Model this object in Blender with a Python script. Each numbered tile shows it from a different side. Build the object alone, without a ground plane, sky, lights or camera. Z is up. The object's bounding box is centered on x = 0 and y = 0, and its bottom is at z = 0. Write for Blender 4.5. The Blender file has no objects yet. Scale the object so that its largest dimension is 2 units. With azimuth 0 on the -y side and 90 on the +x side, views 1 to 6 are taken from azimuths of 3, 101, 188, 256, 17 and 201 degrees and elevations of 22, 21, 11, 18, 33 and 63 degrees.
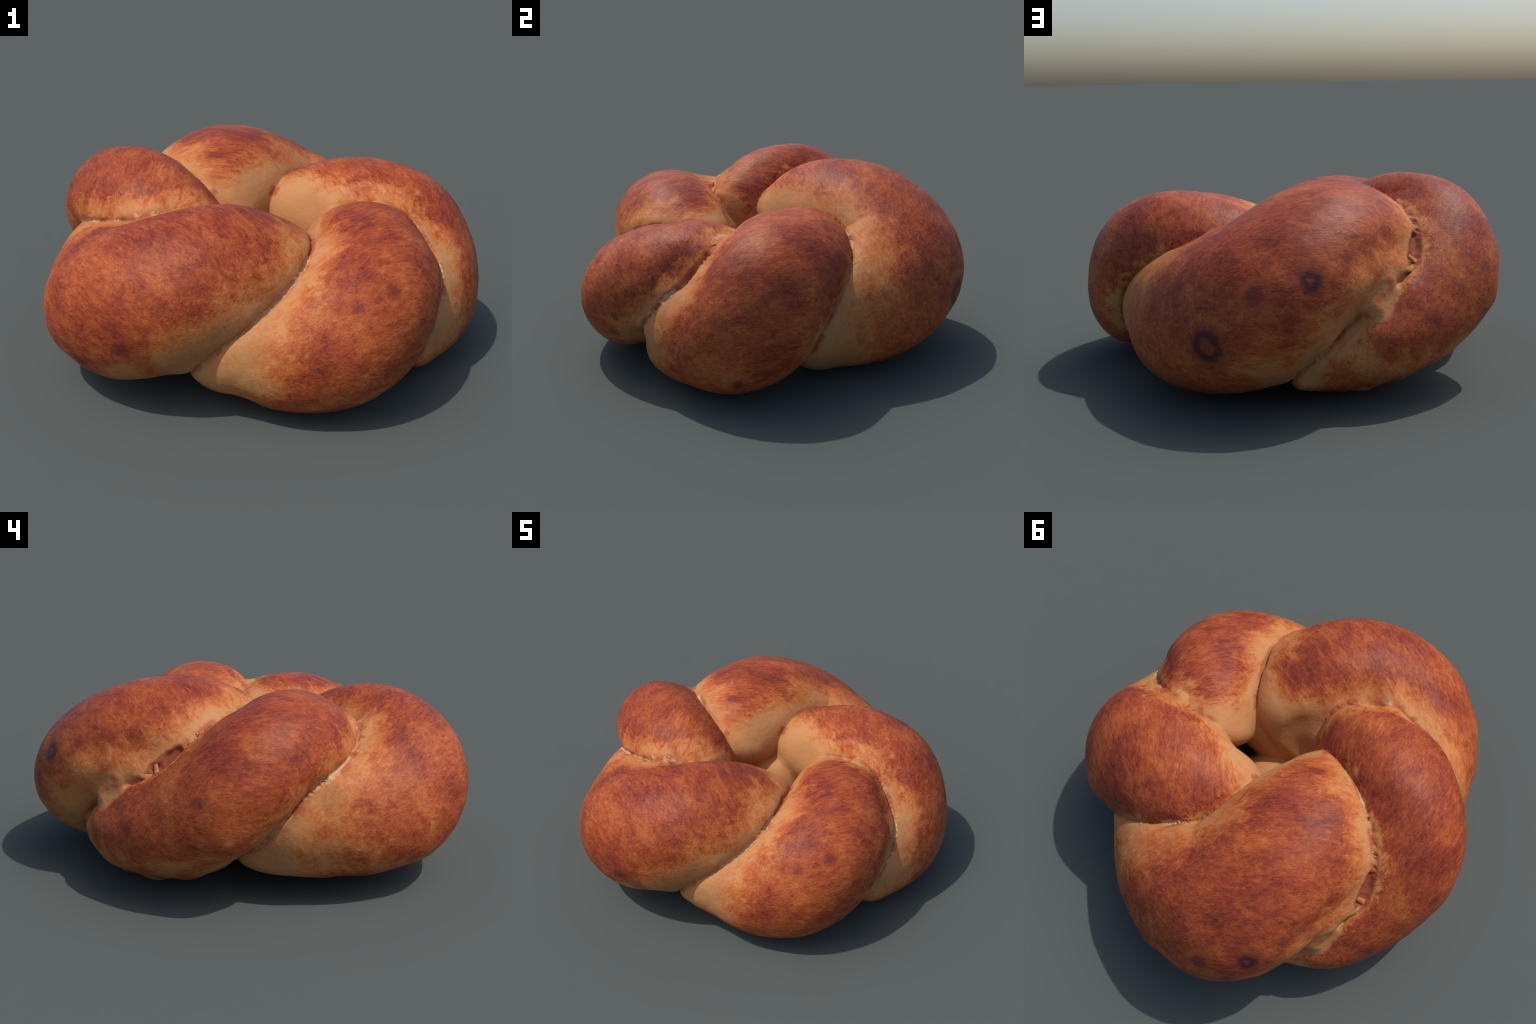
"""Knotted bread roll: five plump dough lobes twisted into a ring, each one an
ellipsoid swept along a spine, melted together with torn seams between them."""
import bpy, math
import numpy as np

rng = np.random.default_rng(7)

# ---------------------------------------------------------------- the lobes
# six stations along every spine: centre, half sizes of the cross ellipsoid
# and its skew (off-diagonal xy, xz, yz terms of the stretch matrix)
# <lobes>
LOBES = {
    "front_left": [
        dict(at=(-0.726, -0.082, 0.364), size=(0.187, 0.299, 0.248), skew=(0.062, -0.001, -0.027)),
        dict(at=(-0.673, -0.298, 0.368), size=(0.251, 0.311, 0.279), skew=(0.069, 0.023, -0.031)),
        dict(at=(-0.563, -0.496, 0.377), size=(0.294, 0.321, 0.325), skew=(0.068, 0.028, -0.042)),
        dict(at=(-0.443, -0.599, 0.410), size=(0.324, 0.339, 0.368), skew=(0.051, 0.041, -0.031)),
        dict(at=(-0.291, -0.622, 0.462), size=(0.349, 0.376, 0.343), skew=(0.037, 0.069, -0.004)),
        dict(at=(-0.130, -0.541, 0.435), size=(0.382, 0.389, 0.278), skew=(0.013, 0.075, -0.008)),
    ],
    "front_right": [
        dict(at=(0.058, -0.568, 0.329), size=(0.389, 0.384, 0.312), skew=(0.003, 0.060, 0.004)),
        dict(at=(0.212, -0.619, 0.355), size=(0.355, 0.368, 0.328), skew=(-0.006, 0.061, 0.039)),
        dict(at=(0.334, -0.613, 0.378), size=(0.326, 0.343, 0.340), skew=(-0.013, 0.056, 0.063)),
        dict(at=(0.413, -0.532, 0.413), size=(0.311, 0.306, 0.334), skew=(-0.022, 0.029, 0.087)),
        dict(at=(0.436, -0.419, 0.439), size=(0.297, 0.272, 0.289), skew=(-0.030, 0.014, 0.086)),
        dict(at=(0.475, -0.287, 0.460), size=(0.315, 0.237, 0.238), skew=(-0.036, 0.001, 0.073)),
    ],
    "right": [
        dict(at=(0.601, -0.221, 0.364), size=(0.185, 0.361, 0.352), skew=(0.010, -0.075, 0.020)),
        dict(at=(0.667, -0.137, 0.362), size=(0.236, 0.360, 0.330), skew=(-0.017, -0.061, 0.006)),
        dict(at=(0.696, -0.025, 0.382), size=(0.280, 0.345, 0.317), skew=(-0.024, -0.046, -0.001)),
        dict(at=(0.631, 0.071, 0.490), size=(0.310, 0.325, 0.307), skew=(-0.020, -0.024, -0.003)),
        dict(at=(0.481, 0.140, 0.539), size=(0.347, 0.305, 0.283), skew=(-0.001, -0.008, -0.016)),
        dict(at=(0.340, 0.203, 0.548), size=(0.386, 0.269, 0.260), skew=(0.009, 0.023, -0.018)),
    ],
    "back": [
        dict(at=(0.343, 0.412, 0.304), size=(0.370, 0.291, 0.305), skew=(-0.083, 0.001, 0.030)),
        dict(at=(0.216, 0.569, 0.359), size=(0.380, 0.332, 0.334), skew=(-0.038, -0.033, -0.003)),
        dict(at=(0.030, 0.625, 0.438), size=(0.371, 0.371, 0.351), skew=(-0.012, -0.033, -0.024)),
        dict(at=(-0.113, 0.543, 0.550), size=(0.354, 0.388, 0.329), skew=(-0.008, -0.037, -0.056)),
        dict(at=(-0.223, 0.401, 0.598), size=(0.345, 0.396, 0.280), skew=(-0.009, -0.027, -0.061)),
        dict(at=(-0.332, 0.250, 0.569), size=(0.349, 0.403, 0.211), skew=(-0.016, -0.018, -0.035)),
    ],
    "left": [
        dict(at=(-0.416, 0.458, 0.230), size=(0.315, 0.305, 0.210), skew=(0.105, -0.041, 0.006)),
        dict(at=(-0.555, 0.412, 0.333), size=(0.319, 0.343, 0.221), skew=(0.074, -0.003, -0.036)),
        dict(at=(-0.632, 0.265, 0.482), size=(0.333, 0.355, 0.219), skew=(0.042, 0.024, -0.048)),
        dict(at=(-0.636, 0.100, 0.592), size=(0.338, 0.365, 0.218), skew=(-0.023, 0.016, -0.039)),
        dict(at=(-0.589, -0.056, 0.629), size=(0.321, 0.366, 0.247), skew=(-0.068, -0.017, -0.000)),
        dict(at=(-0.435, -0.127, 0.609), size=(0.304, 0.328, 0.274), skew=(-0.101, -0.066, 0.022)),
    ],
}
# </lobes>
NAMES = list(LOBES)
COUNT = 36                       # ellipsoids swept along each spine
FILLET = 0.008                   # rounding of the creases between lobes
# the torn spot between the back and the left lobe: a deep gap, a bridge of dough
# across the seam and a slit in it
PIT = ((-0.600, 0.395, 0.655), (-0.604, 0.505, 0.592), 0.020)
BRIDGES = [((-0.470, 0.625, 0.500), (-0.440, 0.680, 0.425), 0.050)]
SLITS = [((-0.550, 0.652, 0.500), (-0.515, 0.688, 0.445), 0.005),       # split along the flap
         ((-0.400, 0.745, 0.390), (-0.290, 0.790, 0.270), 0.018),       # open fold below it
         ((0.202, -0.500, 0.640), (0.170, -0.710, 0.605), 0.021),       # gap between the two front lobes
         ((0.160, -0.725, 0.590), (0.030, -0.855, 0.475), 0.014)]
CREASE = ((-0.500, 0.668, 0.530), (-0.565, 0.640, 0.532))               # rusty wrinkle across the flap
RINGS = [((-0.216, 0.912, 0.580), 0.034), ((0.182, 0.960, 0.330), 0.044)]
# scorched spots: lobe, place, radius
SPOTS = [
    ("front_right", (0.701, -0.679, 0.357), 0.028), ("front_right", (0.658, -0.704, 0.252), 0.042),
    ("front_right", (0.386, -0.880, 0.529), 0.035), ("front_right", (0.516, -0.809, 0.570), 0.035),
    ("right", (0.945, -0.025, 0.153), 0.045), ("left", (-0.910, 0.370, 0.533), 0.040),
    ("left", (-0.690, 0.634, 0.370), 0.045), ("back", (-0.345, 0.797, 0.649), 0.035),
    ("back", (-0.012, 0.967, 0.538), 0.060), ("front_left", (-0.500, -0.971, 0.358), 0.045),
    ("front_left", (-0.708, -0.821, 0.230), 0.045),
]
HOLE = (0.04, -0.06)
PLUGS = [((0.02, 0.14, 0.16), (0.30, 0.20, 0.35)), ((0.04, -0.10, 0.09), (0.23, 0.19, 0.25)), ((-0.08, 0.02, 0.34), (0.11, 0.08, 0.15)), ((0.03, 0.03, 0.36), (0.09, 0.07, 0.14)), ((-0.14, -0.10, 0.15), (0.13, 0.12, 0.25))]
# swellings and hollows of the dough: where, and how far out (or in)
# <swells>
SWELLS = [
    (-0.66, -0.52, 0.67, 0.012),
    (0.13, -0.81, 0.56, -0.027),
    (0.04, -0.87, 0.50, -0.008),
    (0.23, -0.70, 0.63, -0.019),
    (0.75, -0.30, 0.56, -0.016),
    (0.80, -0.34, 0.50, -0.011),
    (0.73, -0.57, 0.47, 0.006),
    (0.73, -0.48, 0.53, 0.013),
    (-0.21, 0.41, 0.89, -0.006),
    (0.42, -0.10, 0.71, -0.024),
    (0.17, 0.14, 0.75, -0.011),
    (0.69, -0.23, 0.64, -0.014),
    (0.65, -0.56, 0.25, -0.018),
    (0.83, 0.29, 0.35, 0.009),
    (0.88, 0.22, 0.28, 0.009),
    (0.38, 0.83, 0.21, 0.005),
    (0.23, 0.52, 0.71, 0.010),
    (0.72, -0.53, 0.32, 0.015),
    (-0.06, -0.22, 0.53, -0.039),
    (-0.06, -0.26, 0.59, -0.022),
    (-0.06, -0.18, 0.46, -0.036),
    (-0.13, -0.34, 0.68, -0.019),
    (-0.37, -0.45, 0.70, -0.021),
    (-0.16, 0.02, 0.79, 0.008),
    (-0.58, 0.53, 0.62, -0.006),
    (-0.46, 0.67, 0.66, -0.005),
    (0.89, 0.23, 0.39, 0.005),
    (0.76, -0.25, 0.59, -0.007),
    (-0.68, -0.58, 0.66, 0.005),
    (0.26, -0.27, 0.68, 0.009),
    (-0.12, -0.28, 0.60, -0.025),
    (-0.30, -0.37, 0.74, -0.006),
    (-0.54, 0.55, 0.66, -0.016),
    (-0.41, 0.75, 0.63, -0.016),
    (-0.49, 0.62, 0.66, -0.007),
    (-0.27, 0.85, 0.32, 0.016),
    (-0.56, 0.65, 0.52, 0.012),
    (-0.96, 0.27, 0.38, 0.013),
    (-0.91, 0.33, 0.30, 0.008),
    (-0.06, 0.86, 0.68, -0.008),
    (-0.53, 0.69, 0.15, 0.006),
    (-0.87, -0.15, 0.51, -0.013),
    (-0.01, -0.21, 0.54, -0.014),
    (0.07, -0.21, 0.52, -0.013),
    (-0.04, -0.37, 0.71, -0.015),
    (0.25, -0.39, 0.66, -0.029),
    (0.44, -0.16, 0.70, -0.008),
    (-0.75, -0.28, 0.73, 0.005),
    (-0.49, 0.75, 0.32, 0.010),
    (-0.60, -0.43, 0.67, 0.024),
    (-0.72, -0.41, 0.64, 0.009),
    (-0.48, -0.44, 0.70, 0.035),
    (-0.77, -0.29, 0.62, 0.014),
    (0.09, -0.89, 0.48, -0.012),
    (-0.89, -0.16, 0.46, -0.008),
    (-0.92, 0.19, 0.32, 0.015),
    (-0.88, -0.59, 0.24, 0.011),
    (-0.84, -0.67, 0.22, 0.008),
    (-0.32, -0.94, 0.29, 0.005),
    (-0.22, -0.94, 0.36, 0.005),
    (-0.93, -0.27, 0.32, 0.008),
    (-0.90, -0.51, 0.45, -0.006),
    (-0.81, -0.77, 0.43, -0.010),
    (0.29, -0.39, 0.71, 0.020),
    (-0.62, -0.68, 0.05, -0.025),
    (-0.45, -0.75, 0.04, -0.025),
    (-0.76, -0.55, 0.08, -0.020),
    (-0.30, -0.72, 0.05, -0.015),
    (0.45, -0.62, 0.03, -0.012),
    (-0.55, 0.50, 0.03, 0.025),
    (-0.42, 0.62, 0.03, 0.025),
    (-0.68, 0.36, 0.06, 0.020),
    (-0.30, 0.70, 0.05, 0.015),
    (0.58, -0.50, 0.10, 0.030),
    (0.66, -0.50, 0.13, 0.015),
    (-0.58, -0.42, 0.69, -0.016),
    (0.43, -0.08, 0.74, 0.018),
    (0.19, -0.04, 0.62, -0.015),
    (0.51, -0.35, 0.75, -0.009),
    (0.20, -0.52, 0.66, -0.017),
    (0.70, -0.32, 0.59, -0.014),
    (0.50, 0.72, 0.21, 0.006),
    (0.82, 0.31, 0.46, 0.008),
    (0.77, 0.34, 0.56, 0.006),
    (-0.47, -0.42, 0.74, -0.006),
    (-0.62, -0.61, 0.70, 0.008),
    (-0.06, -0.36, 0.70, 0.024),
    (-0.02, -0.29, 0.64, 0.011),
    (-0.09, -0.22, 0.46, -0.035),
    (-0.52, 0.65, 0.53, -0.005),
    (0.86, -0.13, 0.60, -0.005),
    (0.25, -0.40, 0.66, 0.009),
    (-0.60, -0.47, 0.69, -0.008),
    (-0.47, 0.63, 0.65, -0.007),
    (-0.45, 0.71, 0.47, -0.004),
    (0.63, -0.44, 0.69, -0.008),
    (-0.58, 0.48, 0.63, -0.012),
    (-0.61, 0.43, 0.65, -0.008),
    (-0.80, 0.04, 0.20, -0.011),
    (-0.38, 0.77, 0.27, -0.009),
    (-0.56, -0.37, 0.76, -0.009),
    (-0.61, 0.71, 0.30, 0.007),
    (-0.23, -0.41, 0.72, -0.016),
    (-0.59, -0.66, 0.72, 0.005),
    (0.02, -0.87, 0.54, -0.004),
    (-0.88, -0.10, 0.42, -0.007),
    (-0.25, -0.83, 0.21, 0.022),
    (0.41, -0.40, 0.75, -0.010),
    (0.70, -0.17, 0.67, -0.017),
    (0.31, 0.04, 0.78, -0.010),
    (-0.05, 0.13, 0.78, -0.005),
    (0.62, -0.58, 0.12, -0.012), (0.42, -0.60, 0.02, 0.015), (-0.14, 0.75, 0.09, 0.028), (-0.05, -0.80, 0.06, -0.010), (-0.62, -0.60, 0.05, -0.008),
    (-0.68, -0.55, 0.05, -0.015), (-0.82, -0.30, 0.09, -0.012), (-0.20, -0.74, 0.04, -0.015), (-0.05, -0.80, 0.05, -0.012),
    (0.33, 0.88, 0.24, 0.008), (0.80, -0.27, 0.04, -0.010),
]
# </swells>
SWELL_RADIUS = 0.075


def spine_weights(n, count):
    """Catmull-Rom weights that spread n stations over count samples."""
    w = np.zeros((count, n))
    for i, s in enumerate(np.linspace(0, n - 1, count)):
        k = min(int(s), n - 2)
        t = s - k
        c = (-.5*t**3 + t*t - .5*t, 1.5*t**3 - 2.5*t*t + 1, -1.5*t**3 + 2*t*t + .5*t, .5*t**3 - .5*t*t)
        for j, a in zip(range(k - 1, k + 3), c):
            if j < 0:
                w[i, 0] += 2*a
                w[i, 1] -= a
            elif j > n - 1:
                w[i, n - 1] += 2*a
                w[i, n - 2] -= a
            else:
                w[i, j] += a
    return w


class Lobe:
    def __init__(self, stations):
        w = spine_weights(len(stations), COUNT)
        self.c = w @ np.array([s["at"] for s in stations])
        size = w @ np.array([s["size"] for s in stations])
        skew = w @ np.array([s["skew"] for s in stations])
        m = np.zeros((COUNT, 3, 3))
        for i in range(3):
            m[:, i, i] = size[:, i]
        m[:, 0, 1] = m[:, 1, 0] = skew[:, 0]
        m[:, 0, 2] = m[:, 2, 0] = skew[:, 1]
        m[:, 1, 2] = m[:, 2, 1] = skew[:, 2]
        self.inv = np.linalg.inv(m)
        self.reach = np.abs(np.linalg.eigvalsh(m)).max(1)

    def sample(self, p, k):
        """First-order distance of points p to ellipsoids k, and its gradient."""
        li = self.inv[k]
        q = np.einsum("nij,nj->ni", li, p - self.c[k])
        r = np.sqrt((q*q).sum(1)) + 1e-9
        g = np.einsum("ni,nij->nj", q, li)
        gl = np.sqrt((g*g).sum(1)) + 1e-9
        return (r - 1)*r/gl, g/gl[:, None]

    def field(self, p, cap=0.12, exact=True):
        """Signed distance (first order, capped outside) and outward direction."""
        f = np.full(len(p), cap)
        who = np.zeros(len(p), int)
        lo = (self.c - self.reach[:, None]).min(0) - cap
        hi = (self.c + self.reach[:, None]).max(0) + cap
        box = np.nonzero(((p > lo) & (p < hi)).all(1))[0]
        pb = p[box]
        for i, (c, li, r) in enumerate(zip(self.c, self.inv, self.reach)):
            some = np.nonzero(np.abs(pb - c).max(1) < r + cap)[0]
            if not len(some):
                continue
            near = box[some]
            q = (pb[some] - c) @ li.T
            k = np.sqrt((q*q).sum(1)) + 1e-9
            g = q @ li
            d = (k - 1)*k/(np.sqrt((g*g).sum(1)) + 1e-9)
            d = np.where(k < 0.3, -0.2, d)
            win = d < f[near]
            f[near[win]] = d[win]
            who[near[win]] = i
        if not exact:
            return f, None
        # parabola through the best ellipsoid and its neighbours: no ribs
        dirs = np.tile((0.0, 0.0, 1.0), (len(p), 1))
        near = np.nonzero((f < cap) & (f > -0.15))[0]
        k = np.clip(who[near], 1, COUNT - 2)
        (d0, g0), (d1, g1), (d2, g2) = (self.sample(p[near], k + j) for j in (-1, 0, 1))
        bend = d0 - 2*d1 + d2
        t = np.clip(np.where(bend > 1e-7, (d0 - d2)/(2*np.maximum(bend, 1e-7)), np.sign(d0 - d2)), -1, 1)
        f[near] = d1 + 0.5*t*(d2 - d0) + 0.5*t*t*bend
        g = g1 + 0.5*t[:, None]*(g2 - g0) + 0.5*(t*t)[:, None]*(g0 - 2*g1 + g2)
        dirs[near] = g/(np.linalg.norm(g, axis=1, keepdims=True) + 1e-9)
        return f, dirs


lobes = [Lobe(LOBES[n]) for n in NAMES]


# ---------------------------------------------------------------- value noise
def lattice(ix, iy, iz, seed):
    h = (ix*374761393 + iy*668265263 + iz*2147483647 + seed*1274126177) & 0xFFFFFFFF
    h = ((h ^ (h >> 13))*1274126177) & 0xFFFFFFFF
    h = ((h ^ (h >> 16))*2246822519) & 0xFFFFFFFF
    return ((h ^ (h >> 15)) & 0xFFFF)/32767.5 - 1.0


def noise(p, freq, seed=0):
    q = p*freq + 100.0
    i = np.floor(q).astype(np.int64)
    t = q - i
    t = t*t*t*(t*(6*t - 15) + 10)
    out = 0
    for dx in (0, 1):
        for dy in (0, 1):
            for dz in (0, 1):
                w = (t[:, 0] if dx else 1 - t[:, 0])*(t[:, 1] if dy else 1 - t[:, 1])*(t[:, 2] if dz else 1 - t[:, 2])
                out = out + w*lattice(i[:, 0] + dx, i[:, 1] + dy, i[:, 2] + dz, seed)
    return out


def smin(a, b, k):
    h = np.maximum(k - np.abs(a - b), 0)/k
    return np.minimum(a, b) - h*h*k*0.25


def capsule(p, a, b, r):
    a, b = np.array(a), np.array(b)
    t = np.clip(((p - a) @ (b - a))/((b - a) @ (b - a)), 0, 1)
    return np.linalg.norm(p - a - t[:, None]*(b - a), axis=1) - r


def body(p, detail=True, exact=True):
    """Field of the whole roll, the index of the owning lobe and the distance to its nearest seam."""
    both = [l.field(p, exact=exact) for l in lobes]
    f = np.stack([b[0] for b in both])
    order = np.argsort(f, axis=0)
    own = order[0]
    f1 = np.take_along_axis(f, order[:1], 0)[0]
    f2 = np.take_along_axis(f, order[1:2], 0)[0]
    s = smin(f1, f2, FILLET)
    gap = f2 - f1
    for x, y, z, amount in SWELLS:
        d = p - (x, y, z)
        near = np.nonzero((np.abs(d) < 2.2*SWELL_RADIUS).all(1))[0]
        s[near] -= amount*np.exp(-(d[near]**2).sum(1)/SWELL_RADIUS**2)
    # lobe ends knotted together at the bottom of the hole
    for at, size in PLUGS:
        q = (p - at)/size
        s = smin(s, (np.sqrt((q*q).sum(1)) - 1)*min(size), 0.03)
    for a, b, r in BRIDGES:
        s = smin(s, capsule(p, a, b, r), 0.04)
    if exact:
        n = np.stack([b[1] for b in both])
        rows = np.arange(len(p))
        na, nb = n[order[0], rows], n[order[1], rows]
        gap = gap/np.maximum(np.linalg.norm(na - nb, axis=1), 0.3)
    if detail:
        h = np.hypot(p[:, 0] - HOLE[0], p[:, 1] - HOLE[1])
        outer = np.clip((h - 0.25)/0.15, 0, 1)
        for a, b, r in BRIDGES:
            outer = outer*np.clip((capsule(p, a, b, r) - 0.01)/0.03, 0, 1)
        outer = outer*np.clip(capsule(p, *PIT)/0.03, 0, 1)
        # narrow slit along the seams, deeper in places, its lips torn into short strands
        along = np.cross(na, nb)
        along /= np.linalg.norm(along, axis=1, keepdims=True) + 1e-9
        run = (p*along).sum(1)
        strand = noise(np.stack([run*62, gap*18, 0*run], 1), 1.0, 4)
        s = s + np.exp(-(gap/0.009)**2)*outer*np.clip(0.013 + 0.016*noise(p, 7, 3) + 0.006*strand, -0.002, 1)
        s = s + np.exp(-(gap/0.024)**2)*outer*0.003
        s = s + np.exp(-(gap/0.020)**2)*outer*np.clip(0.5 + 1.5*noise(p, 6, 8), 0, 1)*0.0035*strand
        # gentle lumps of the crust
        s = s + 0.0030*noise(p, 7, 11) + 0.0012*noise(p, 20, 12) + 0.0004*noise(p, 60, 13)
        s = -smin(-s, capsule(p, *PIT) + 0.010*noise(p, 34, 6), 0.02)
        for slit in SLITS:
            s = -smin(-s, capsule(p, *slit), 0.008)
    # flat underside where it lay on the tin
    return -smin(-s, p[:, 2], 0.02), own, gap, f


# ---------------------------------------------------------------- surface nets
def surface_net(step):
    lo, hi = np.array((-1.08, -1.08, -0.05)), np.array((1.08, 1.08, 0.98))
    n = np.ceil((hi - lo)/step).astype(int) + 1
    axes = [lo[i] + step*np.arange(n[i]) for i in range(3)]
    grid = np.stack(np.meshgrid(*axes, indexing="ij"), -1).reshape(-1, 3)
    v = body(grid, detail=False, exact=False)[0].reshape(n)
    inside = v < 0
    total, hits = np.zeros((*(n - 1), 3)), np.zeros(n - 1)
    corner = [(a, b, c) for a in (0, 1) for b in (0, 1) for c in (0, 1)]

    def at(arr, o):
        return arr[o[0]:n[0] - 1 + o[0], o[1]:n[1] - 1 + o[1], o[2]:n[2] - 1 + o[2]]
    for o in corner:
        for ax in range(3):
            if o[ax]:
                continue
            e = list(o)
            e[ax] = 1
            va, vb = at(v, o), at(v, e)
            cross = (va < 0) != (vb < 0)
            t = np.where(cross, va/np.where(cross, va - vb, 1), 0)
            pt = np.zeros((*(n - 1), 3)) + np.array(o, float)
            pt[..., ax] += t
            total += pt*cross[..., None]
            hits += cross
    cells = hits > 0
    ids = np.full(n - 1, -1)
    ids[cells] = np.arange(cells.sum())
    base = np.stack(np.nonzero(cells), -1)
    verts = lo + step*(base + total[cells]/hits[cells][:, None])
    faces = []
    for ax in range(3):
        u, w = (ax + 1) % 3, (ax + 2) % 3
        a = [slice(None)]*3
        b = [slice(None)]*3
        a[ax], b[ax] = slice(0, -1), slice(1, None)
        flip = inside[tuple(a)] != inside[tuple(b)]
        pos = np.stack(np.nonzero(flip), -1)
        out = inside[tuple(a)][flip]

        def cell(du, dw):
            q = pos.copy()
            q[:, u] -= du
            q[:, w] -= dw
            return ids[q[:, 0], q[:, 1], q[:, 2]]
        quad = np.stack([cell(1, 1), cell(0, 1), cell(0, 0), cell(1, 0)], 1)
        quad[~out] = quad[~out][:, ::-1]
        faces.append(quad)
    return verts, np.concatenate(faces)


def refine(verts, faces):
    """Split every quad into four."""
    e = np.sort(np.stack([faces, np.roll(faces, -1, 1)], -1).reshape(-1, 2), 1)
    key = e[:, 0].astype(np.int64)*len(verts) + e[:, 1]
    uniq, inv = np.unique(key, return_inverse=True)
    mid = (verts[uniq//len(verts)] + verts[uniq % len(verts)])/2
    cen = verts[faces].mean(1)
    m = len(verts) + inv.reshape(-1, 4)
    c = len(verts) + len(mid) + np.arange(len(faces))
    new = np.concatenate([np.stack([faces[:, i], m[:, i], c, m[:, i - 1]], 1) for i in range(4)])
    return np.concatenate([verts, mid, cen]), new


def normals(verts, faces):
    a, b, c, d = (verts[faces[:, i]] for i in range(4))
    fn = np.cross(c - a, d - b)
    n = np.zeros_like(verts)
    for i in range(4):
        for k in range(3):
            n[:, k] += np.bincount(faces[:, i], fn[:, k], len(verts))
    return n/(np.linalg.norm(n, axis=1, keepdims=True) + 1e-12)


def relax(verts, faces, amount=0.5):
    total = np.zeros_like(verts)
    deg = np.zeros(len(verts))
    for i in range(4):
        for j in (i - 1, (i + 1) % 4):
            for k in range(3):
                total[:, k] += np.bincount(faces[:, i], verts[faces[:, j], k], len(verts))
            deg += np.bincount(faces[:, i], minlength=len(verts))
    return verts + amount*(total/deg[:, None] - verts)


def project(verts, faces, detail, times):
    for _ in range(times):
        n = normals(verts, faces)
        f = body(verts, detail)[0]
        verts = verts - n*np.clip(f, -0.01, 0.01)[:, None]
    return verts


verts, faces = surface_net(0.022)
verts = project(relax(verts, faces), faces, False, 1)
verts, faces = refine(verts, faces)
verts = project(relax(verts, faces), faces, False, 2)
verts, faces = refine(verts, faces)
verts = relax(verts, faces)
verts = project(verts, faces, True, 2)
_, own, gap, fields = body(verts, False)
verts[:, 2] -= verts[:, 2].min()
vn = normals(verts, faces)

# faces belong to the lobe that owns most of their corners
votes = np.stack([(own[faces] == i).sum(1) for i in range(5)])
face_own = votes.argmax(0)


# ---------------------------------------------------------------- seam curves, read off the surface
def seam(i, j, pitch=0.13):
    """Polyline along the line on the surface where lobes i and j meet, from the outer foot to the hole."""
    pair = np.sort(fields, axis=0)
    near = (np.maximum(fields[i], fields[j]) <= pair[1] + 1e-9) & (gap < 0.008) & (pair[0] < 0.045)
    outside = (skin[:, 2] > -0.45) | ((verts[:, 2] > 0.24) & (np.hypot(verts[:, 0], verts[:, 1]) > 0.75))
    p = verts[near & outside & (verts[:, 2] > 0.015)]          # not the underside
    key = np.unique(np.round(p/0.03).astype(int), axis=0, return_inverse=True)[1].ravel()
    p = np.stack([np.bincount(key, p[:, k]) for k in range(3)], 1)/np.bincount(key)[:, None]
    link = np.linalg.norm(p[:, None] - p, axis=-1)
    reach = np.hypot(p[:, 0], p[:, 1]) - p[:, 2]

    top = np.where(np.abs(np.hypot(p[:, 0], p[:, 1]) - 0.55) < 0.2, p[:, 2], -1).argmax()
    far = np.full(len(p), np.inf)
    came = np.full(len(p), -1)
    far[top] = 0
    todo = np.ones(len(p), bool)
    while todo.any():
        k = np.where(todo, far, np.inf).argmin()
        if not np.isfinite(far[k]) or not todo[k]:
            break
        todo[k] = False
        near = (link[k] < 0.17) & (far[k] + link[k]**1.5 < far)
        far[near] = far[k] + link[k][near]**1.5
        came[near] = k
    ok = np.isfinite(far)

    def way(k):
        out = [k]
        while came[out[-1]] >= 0:
            out.append(came[out[-1]])
        return out
    foot = way(np.where(ok & (p[:, 2] > 0.17), reach, -9).argmax())
    tip = way(np.where(ok & (p[:, 2] > 0.40), reach, 9).argmin())
    path = p[foot + tip[::-1][1:]]
    run = np.concatenate(([0], np.cumsum(np.linalg.norm(np.diff(path, axis=0), axis=1))))
    slot = np.round(run/pitch).astype(int)
    return np.stack([np.bincount(slot, path[:, k])/np.maximum(np.bincount(slot), 1) for k in range(3)], 1)[np.bincount(slot) > 0]


skin = np.tile((0.0, 0.0, 1.0), (len(verts), 1))                 # broad outward direction near the seams
line = np.nonzero(gap < 0.008)[0]
shift = np.stack([body(verts[line] + 0.02*np.eye(3)[k], False)[0] - body(verts[line] - 0.02*np.eye(3)[k], False)[0] for k in range(3)], 1)
skin[line] = shift/(np.linalg.norm(shift, axis=1, keepdims=True) + 1e-9)
# lobe order round the ring: each lobe dips under the one named first
PAIRS = [("front_left", "front_right"), ("front_right", "right"), ("right", "back"), ("back", "left"), ("left", "front_left")]
seams = {(a, b): seam(NAMES.index(a), NAMES.index(b)) for a, b in PAIRS}


# ---------------------------------------------------------------- materials
def new_material(name):
    m = bpy.data.materials.new(name)
    m.use_nodes = True
    return m, m.node_tree, m.node_tree.nodes["Principled BSDF"]


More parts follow.
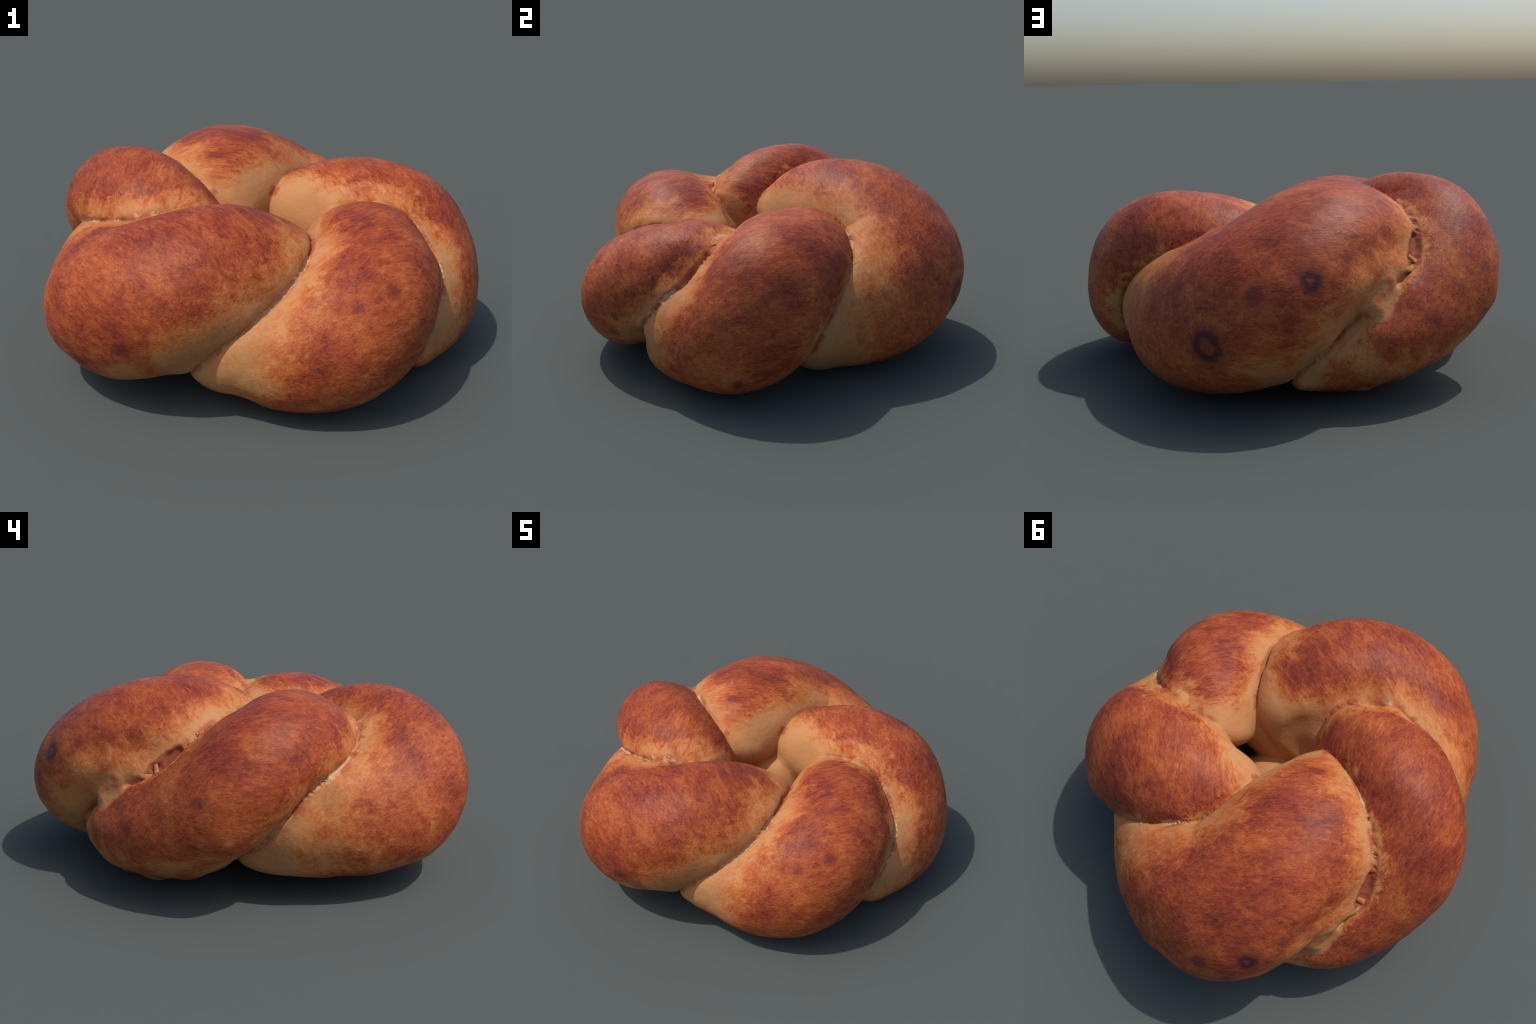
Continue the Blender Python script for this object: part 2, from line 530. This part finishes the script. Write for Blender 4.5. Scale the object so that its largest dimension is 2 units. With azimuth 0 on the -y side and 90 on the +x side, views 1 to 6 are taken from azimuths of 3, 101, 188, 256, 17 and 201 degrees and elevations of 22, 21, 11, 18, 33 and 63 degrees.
class Nodes:
    """Small helper to write node arithmetic as expressions."""
    def __init__(self, tree):
        self.t = tree

    def put(self, socket, v):
        if hasattr(v, "is_output"):
            self.t.links.new(v, socket)
        elif v is not None:
            socket.default_value = v

    def math(self, op, a, b=None, c=None, clamp=False):
        n = self.t.nodes.new("ShaderNodeMath")
        n.operation, n.use_clamp = op, clamp
        for s, v in zip(n.inputs, (a, b, c)):
            self.put(s, v)
        return n.outputs[0]

    def vec(self, op, a, b=None, out=0, scale=None):
        n = self.t.nodes.new("ShaderNodeVectorMath")
        n.operation = op
        self.put(n.inputs[0], a)
        if b is not None:
            self.put(n.inputs[1], b)
        if scale is not None:
            self.put(n.inputs["Scale"], scale)
        return n.outputs[out]

    def step(self, x, lo, hi, to0=0.0, to1=1.0):
        n = self.t.nodes.new("ShaderNodeMapRange")
        n.interpolation_type = "SMOOTHSTEP"
        for s, v in zip(n.inputs, (x, lo, hi, to0, to1)):
            self.put(s, v)
        return n.outputs[0]

    def noise(self, v, scale, detail=4.0, rough=0.55, distort=0.0):
        n = self.t.nodes.new("ShaderNodeTexNoise")
        self.put(n.inputs["Vector"], v)
        n.inputs["Scale"].default_value = scale
        n.inputs["Detail"].default_value = detail
        n.inputs["Roughness"].default_value = rough
        n.inputs["Distortion"].default_value = distort
        return n.outputs[0]

    def cells(self, v, scale, feature="F1", rand=1.0):
        n = self.t.nodes.new("ShaderNodeTexVoronoi")
        n.feature = feature
        self.put(n.inputs["Vector"], v)
        n.inputs["Scale"].default_value = scale
        n.inputs["Randomness"].default_value = rand
        return n.outputs["Distance"]

    def mix(self, f, a, b, blend="MIX"):
        n = self.t.nodes.new("ShaderNodeMix")
        n.data_type, n.blend_type = "RGBA", blend
        self.put(n.inputs[0], f)
        self.put(n.inputs[6], a if hasattr(a, "is_output") else (*a, 1))
        self.put(n.inputs[7], b if hasattr(b, "is_output") else (*b, 1))
        return n.outputs[2]

    def polyline_distance(self, p, pts):
        best = None
        for a, b in zip(pts, pts[1:]):
            ab = b - a
            pa = self.vec("SUBTRACT", p, tuple(a))
            t = self.math("MULTIPLY", self.vec("DOT_PRODUCT", pa, tuple(ab), out=1), 1/float(ab @ ab), clamp=True)
            foot = self.vec("SCALE", tuple(ab), scale=t)
            d = self.vec("DISTANCE", pa, foot, out=1)
            best = d if best is None else self.math("MINIMUM", best, d)
        return best


# how far (m) the pale stretched dough reaches from the seam where a lobe comes out
# from under its neighbour, from the seam where it lies on the next, and from the hole
PALE_REACH = {
    "front_left": (0.28, 0.30, 0.33),
    "front_right": (0.24, 0.17, 0.32),
    "right": (0.22, 0.08, 0.34),
    "back": (0.38, 0.30, 0.34),
    "left": (0.08, 0.23, 0.28),
}
BELLY = {"front_left": 0.26, "front_right": 0.16, "right": 0.12, "back": 0.10, "left": 0.30}
BAKE = [                                  # pale dough to scorched crust
    (0.00, (0.470, 0.226, 0.092)),
    (0.13, (0.480, 0.200, 0.071)),
    (0.30, (0.460, 0.130, 0.034)),
    (0.54, (0.325, 0.062, 0.020)),
    (0.76, (0.205, 0.033, 0.017)),
    (1.00, (0.085, 0.016, 0.020)),
]
CRUMB = (0.560, 0.335, 0.190)
RUST = (0.330, 0.060, 0.022)


def crust_material(name, lobe):
    i = NAMES.index(lobe)
    m, tree, bsdf = new_material("crust_" + lobe)
    g = Nodes(tree)
    p = tree.nodes.new("ShaderNodeTexCoord").outputs["Object"]
    # grain direction: along the spine of this lobe
    axis = lobes[i].c[-10] - lobes[i].c[6]
    mp = tree.nodes.new("ShaderNodeMapping")
    mp.vector_type = "TEXTURE"
    mp.inputs["Rotation"].default_value = (0, 0, math.atan2(axis[1], axis[0]))
    mp.inputs["Scale"].default_value = (2.3, 0.85, 0.85)
    g.put(mp.inputs["Vector"], p)
    grain = mp.outputs[0]

    cloud = g.math("SUBTRACT", g.noise(p, 5.5, 3, 0.55, 0.3), 0.5)
    patch = g.math("SUBTRACT", g.noise(grain, 19, 4, 0.6, 1.0), 0.5)
    fleck = g.math("SUBTRACT", g.step(g.noise(grain, 62, 4, 0.62, 0.9), 0.33, 0.67), 0.5)

    before = next(s for s in PAIRS if s[1] == lobe)     # seam where this lobe slips out from under its neighbour
    after = next(s for s in PAIRS if s[0] == lobe)      # seam where it lies on the next one
    d1 = g.polyline_distance(p, seams[before])
    d2 = g.polyline_distance(p, seams[after])
    w1, w2, w3 = PALE_REACH[lobe]
    sep = tree.nodes.new("ShaderNodeSeparateXYZ")
    g.put(sep.inputs[0], p)
    z = sep.outputs[2]
    # the folds low on the side baked less than those up on the crown
    spread = g.step(z, 0.15, 0.72, 1.35, 0.62)
    ragged = g.math("ADD", g.math("MULTIPLY", cloud, 0.16), g.math("ADD", g.math("MULTIPLY", patch, 0.12), g.math("MULTIPLY", fleck, 0.02)))
    drop = g.vec("MINIMUM", p, (9, 9, 0.52))
    flat = g.vec("MULTIPLY", g.vec("SUBTRACT", p, (*HOLE, 0)), (1, 1, 0))
    rise = g.vec("SUBTRACT", p, drop)
    d3 = g.vec("LENGTH", g.vec("ADD", flat, rise), out=1)

    def fade(d, w):
        return g.math("DIVIDE", g.math("ADD", d, ragged), w, clamp=True)
    bake = g.math("MULTIPLY", fade(d1, g.math("MULTIPLY", spread, w1)), fade(d2, g.math("MULTIPLY", spread, w2)))
    bake = g.math("MULTIPLY", bake, g.step(g.math("ADD", d3, ragged), w3*0.62, w3*1.3))
    # bake level with its mottling, less of it on the pale dough
    loud = g.math("MULTIPLY_ADD", bake, 0.68, 0.32)
    freck = g.step(g.noise(grain, 95, 2, 0.5, 0.5), 0.56, 0.70)
    vein = g.step(g.math("ABSOLUTE", g.math("SUBTRACT", g.noise(grain, 26, 3, 0.55, 1.6), 0.5)), 0.035, 0.0)
    var = g.math("ADD", g.math("MULTIPLY", cloud, 0.58), g.math("ADD", g.math("MULTIPLY", patch, 0.62), g.math("MULTIPLY", fleck, 0.17)))
    var = g.math("ADD", var, g.math("SUBTRACT", g.math("MULTIPLY", freck, 0.17), g.math("MULTIPLY", vein, 0.13)))
    level = g.math("ADD", g.math("MULTIPLY", bake, 0.595), g.math("MULTIPLY", var, loud))
    # paler belly low on the side, in patches
    belly = g.math("MULTIPLY", g.step(g.math("MULTIPLY_ADD", cloud, 0.5, z), 0.34, 0.14), BELLY[lobe])
    level = g.math("SUBTRACT", level, belly)
    # crowns nearest the oven roof took the most colour
    crown = g.step(g.math("MULTIPLY_ADD", cloud, 0.5, z), 0.42, 0.86, -0.04, 0.05)
    level = g.math("MULTIPLY_ADD", crown, bake, level)
    # blotches where the foot met the hot tin
    foot = g.math("MULTIPLY", g.step(g.math("MULTIPLY_ADD", patch, 0.12, z), 0.13, 0.05), g.step(g.math("ADD", cloud, patch), -0.05, 0.10))
    level = g.math("MULTIPLY_ADD", foot, 0.45, level)
    ramp = tree.nodes.new("ShaderNodeValToRGB")
    ramp.color_ramp.interpolation = "B_SPLINE"
    while len(ramp.color_ramp.elements) < len(BAKE):
        ramp.color_ramp.elements.new(0.5)
    for e, (at, c) in zip(ramp.color_ramp.elements, BAKE):
        e.position, e.color = at, (*c, 1)
    g.put(ramp.inputs[0], level)
    base = ramp.outputs[0]
    # small reddish scorch freckles
    spots = g.cells(g.vec("ADD", p, g.vec("SCALE", g.vec("SUBTRACT", p, (0, 0, 0)), scale=patch)), 13)
    scorch = g.math("MULTIPLY", g.step(g.math("ADD", spots, g.math("MULTIPLY", fleck, 0.2)), 0.28, 0.12), g.step(bake, 0.45, 0.95))
    base = g.mix(g.math("MULTIPLY", scorch, 0.45), base, BAKE[4][1])
    for who, at, rad in SPOTS:
        if who == lobe:
            d = g.math("ADD", g.vec("DISTANCE", p, at, out=1), g.math("MULTIPLY_ADD", patch, 0.11, g.math("MULTIPLY", fleck, 0.02)))
            base = g.mix(g.math("MULTIPLY", g.step(d, rad, rad*0.3), 0.75), base, (0.120, 0.022, 0.020))
    # the fold itself is rusty, with pale torn crumb in patches
    broad = {("left", "front_left"): 0.65, ("front_left", "front_right"): 1.4}     # wide torn band, narrow slit
    ds = g.math("MINIMUM", g.math("MULTIPLY", d1, broad.get(before, 1.0)), g.math("MULTIPLY", d2, broad.get(after, 1.0)))
    ds = g.math("ADD", ds, g.math("MULTIPLY", fleck, 0.014))
    torn = g.math("MULTIPLY", g.step(g.noise(p, 6.5, 2), 0.50, 0.60), g.step(g.vec("LENGTH", flat, out=1), 0.46, 0.58))
    rim = g.math("MULTIPLY", g.step(ds, 0.036, 0.016), g.step(g.noise(p, 8.5, 2), 0.44, 0.58))
    base = g.mix(g.math("MULTIPLY", rim, 0.75), base, RUST)
    base = g.mix(g.math("MULTIPLY", torn, g.step(ds, 0.022, 0.010)), base, CRUMB)
    if lobe in ("back", "left"):
        a, b, r = BRIDGES[0]
        flap = g.math("ADD", g.polyline_distance(p, np.array((a, b))), g.math("MULTIPLY", patch, 0.05))
        base = g.mix(g.step(flap, 0.095, 0.055), base, g.mix(g.step(patch, -0.08, 0.16), BAKE[0][1], BAKE[2][1]))
        split = g.math("ADD", g.polyline_distance(p, np.array(CREASE)), g.math("MULTIPLY", patch, 0.02))
        base = g.mix(g.math("MULTIPLY", g.step(split, 0.024, 0.004), 0.7), base, RUST)
        gash = g.math("ADD", g.polyline_distance(p, np.array(PIT[:2])), g.math("MULTIPLY", patch, 0.03))
        base = g.mix(g.math("MULTIPLY", g.step(gash, 0.045, 0.028), 0.85), base, (0.250, 0.050, 0.024))
    if lobe == "back":
        # two burst blisters with scorched rims
        for at, rad in RINGS:
            rough_edge = g.math("ADD", g.math("MULTIPLY", patch, 0.065), g.math("MULTIPLY", cloud, 0.07))
            d = g.math("ADD", g.vec("DISTANCE", p, at, out=1), rough_edge)
            base = g.mix(g.math("MULTIPLY", g.step(d, rad*2.6, rad*0.9), 0.60), base, (0.110, 0.022, 0.026))
            ring = g.math("MULTIPLY", g.step(d, rad*1.55, rad*0.95), g.step(d, rad*0.40, rad*0.70))
            base = g.mix(g.math("MULTIPLY", ring, g.math("MULTIPLY_ADD", cloud, 1.0, 0.90, clamp=True)), base, (0.066, 0.018, 0.022))
    g.put(bsdf.inputs["Base Color"], base)
    g.put(bsdf.inputs["Roughness"], g.math("MULTIPLY_ADD", bake, -0.12, 0.62))
    bsdf.inputs["Specular IOR Level"].default_value = 0.17
    bump = tree.nodes.new("ShaderNodeBump")
    bump.inputs["Strength"].default_value = 0.22
    bump.inputs["Distance"].default_value = 0.005
    blister = g.math("MULTIPLY", g.step(g.cells(p, 24), 0.15, 0.05), g.step(g.noise(p, 9, 2), 0.50, 0.58))
    skin_relief = g.math("MULTIPLY_ADD", fleck, 0.45, g.math("MULTIPLY", g.noise(p, 130, 3, 0.6), 0.5))
    g.put(bump.inputs["Height"], g.math("ADD", skin_relief, g.math("MULTIPLY", blister, 0.6)))
    g.put(bsdf.inputs["Normal"], bump.outputs[0])
    return m


def crumb_material():
    m, tree, bsdf = new_material("torn_crumb")
    g = Nodes(tree)
    p = tree.nodes.new("ShaderNodeTexCoord").outputs["Object"]
    base = g.mix(g.step(g.noise(p, 45, 3), 0.42, 0.62), CRUMB, (0.50, 0.22, 0.10))
    base = g.mix(g.math("MULTIPLY", g.step(g.noise(p, 22, 2), 0.56, 0.68), 0.8), base, RUST)
    g.put(bsdf.inputs["Base Color"], base)
    bsdf.inputs["Roughness"].default_value = 0.75
    bsdf.inputs["Specular IOR Level"].default_value = 0.15
    return m


# ---------------------------------------------------------------- objects
roll = bpy.data.objects.new("bread_roll", None)
roll.empty_display_size = 0.2
bpy.context.scene.collection.objects.link(roll)
roll["label"] = "knotted round bread roll with five glossy brown twisted lobes"
roll["category"] = "bread roll"

for i, lobe in enumerate(NAMES):
    fs = faces[face_own == i]
    used, inv = np.unique(fs, return_inverse=True)
    fs = inv.reshape(-1, 4)
    me = bpy.data.meshes.new("dough_lobe")
    me.vertices.add(len(used))
    me.vertices.foreach_set("co", verts[used].astype(np.float32).ravel())
    me.loops.add(fs.size)
    me.loops.foreach_set("vertex_index", fs.astype(np.int32).ravel())
    me.polygons.add(len(fs))
    me.polygons.foreach_set("loop_start", np.arange(0, fs.size, 4, dtype=np.int32))
    me.update(calc_edges=True)
    me.validate()
    me.shade_smooth()
    me.normals_split_custom_set_from_vertices(vn[used].tolist())
    me.materials.append(crust_material("crust", lobe))
    ob = bpy.data.objects.new("dough_lobe", me)
    ob.parent = roll
    bpy.context.scene.collection.objects.link(ob)


# ---------------------------------------------------------------- torn strands of crumb along the seams
def surface_frame(p):
    e = 0.004
    f = body(p, False)[0]
    n = np.stack([body(p + e*np.eye(3)[k], False)[0] - f for k in range(3)], 1)
    n /= np.linalg.norm(n, axis=1, keepdims=True) + 1e-9
    return f, n


def ball():
    """Low round lump: rings of a sphere as vertices and faces."""
    rings, segs = 5, 7
    v = [(0, 0, 1)]
    for i in range(1, rings):
        a = math.pi*i/rings
        v += [(math.sin(a)*math.cos(math.tau*j/segs), math.sin(a)*math.sin(math.tau*j/segs), math.cos(a)) for j in range(segs)]
    v.append((0, 0, -1))
    f = [(0, 1 + j, 1 + (j + 1) % segs) for j in range(segs)]
    for i in range(rings - 2):
        o = 1 + i*segs
        f += [(o + j, o + segs + j, o + segs + (j + 1) % segs, o + (j + 1) % segs) for j in range(segs)]
    o = 1 + (rings - 2)*segs
    f += [(o + j, len(v) - 1, o + (j + 1) % segs) for j in range(segs)]
    return np.array(v), f


spots, ways, reach = [], [], []
TEAR = dict(zip(PAIRS, (0.5, 1.4, 1.6, 0.7, 2.4)))           # how much crumb shows in each seam
for pair, pts in seams.items():
    seg = np.diff(pts, axis=0)
    for a, s in zip(pts, seg):
        mid = a + s/2
        if np.hypot(mid[0], mid[1]) < 0.53 or mid[2] < 0.17:
            continue
        for _ in range(int(np.linalg.norm(s)/0.0040*TEAR[pair])):
            spots.append(a + s*rng.random())
            ways.append(s/np.linalg.norm(s))
            reach.append(0.013 if pair == ("left", "front_left") else 0.007)
spots, ways, reach = np.array(spots), np.array(ways), np.array(reach)
cand = verts[gap < 0.005]                           # slide onto the seam line
spots = np.array([cand[((cand - s)**2).sum(1).argmin()] for s in spots])
f, n = surface_frame(spots)
keep = noise(spots, 6.0, 8) + 0.6*rng.random(len(spots)) > 0.22
keep &= (capsule(spots, *BRIDGES[0]) > 0.03) & (capsule(spots, *PIT) > 0.02)
unit, unit_faces = ball()
all_v, all_f = [], []
for p, w, nn, far in zip(spots[keep], ways[keep], n[keep], reach[keep]):
    across = np.cross(nn, w)
    across /= np.linalg.norm(across) + 1e-9
    across = across + w*rng.normal(0, 0.35) + nn*rng.normal(0, 0.15)
    across /= np.linalg.norm(across)
    side = np.cross(nn, across)
    side /= np.linalg.norm(side) + 1e-9
    up = np.cross(across, side)
    long, wide, tall = rng.uniform(0.005, 0.015), rng.uniform(0.0018, 0.0042), rng.uniform(0.0018, 0.0042)
    at = p + across*rng.normal(0, far) + nn*rng.uniform(-0.007, 0.000)
    lump = unit*(1 + 0.25*rng.normal(size=(len(unit), 1)))
    bow = up*(-0.25*long)*(lump[:, :1]**2)
    o = sum(len(v) for v in all_v)
    all_v.append(at + lump[:, :1]*long*across + lump[:, 1:2]*wide*side + lump[:, 2:]*tall*up + bow)
    all_f += [tuple(i + o for i in face) for face in unit_faces]
me = bpy.data.meshes.new("torn_crumb")
me.from_pydata(np.concatenate(all_v).tolist(), [], all_f)
me.shade_smooth()
me.materials.append(crumb_material())
crumb = bpy.data.objects.new("torn_crumb", me)
crumb["kind"] = "stuff"
crumb.parent = roll
bpy.context.scene.collection.objects.link(crumb)


# ---------------------------------------------------------------- strings of dough stretched over the tear
a, b = np.array(PIT[0]), np.array(PIT[1])
steps = np.array((0.95, 1.38))
mids = a + steps[:, None]*(b - a)
for _ in range(6):
    f, n = surface_frame(mids)
    mids = mids - n*f[:, None]
string_material, tree, bsdf = new_material("dough_string")
g = Nodes(tree)
spot = tree.nodes.new("ShaderNodeTexCoord").outputs["Object"]
g.put(bsdf.inputs["Base Color"], g.mix(g.step(g.noise(spot, 40, 3), 0.40, 0.62), BAKE[1][1], BAKE[2][1]))
bsdf.inputs["Roughness"].default_value = 0.65
bsdf.inputs["Specular IOR Level"].default_value = 0.15
unit, unit_faces = ball()
for p, nn, size in zip(mids, n, (1.0, 1.25)):
    w = (b - a)/np.linalg.norm(b - a)
    across = np.cross(nn, w)
    across = across + w*rng.normal(0, 0.45)
    across /= np.linalg.norm(across)
    side = np.cross(nn, across)
    lump = unit*(1 + 0.12*rng.normal(size=(len(unit), 1)))
    flare = 1 + 0.9*lump[:, :1]**2                       # thick roots, thin waist
    co = p - nn*0.007 + lump[:, :1]*0.040*size*across + lump[:, 1:2]*0.012*size*flare*side + lump[:, 2:]*0.004*size*flare*nn
    me = bpy.data.meshes.new("dough_string")
    me.from_pydata(co.tolist(), [], unit_faces)
    me.shade_smooth()
    me.materials.append(string_material)
    ob = bpy.data.objects.new("dough_string", me)
    ob.parent = roll
    bpy.context.scene.collection.objects.link(ob)
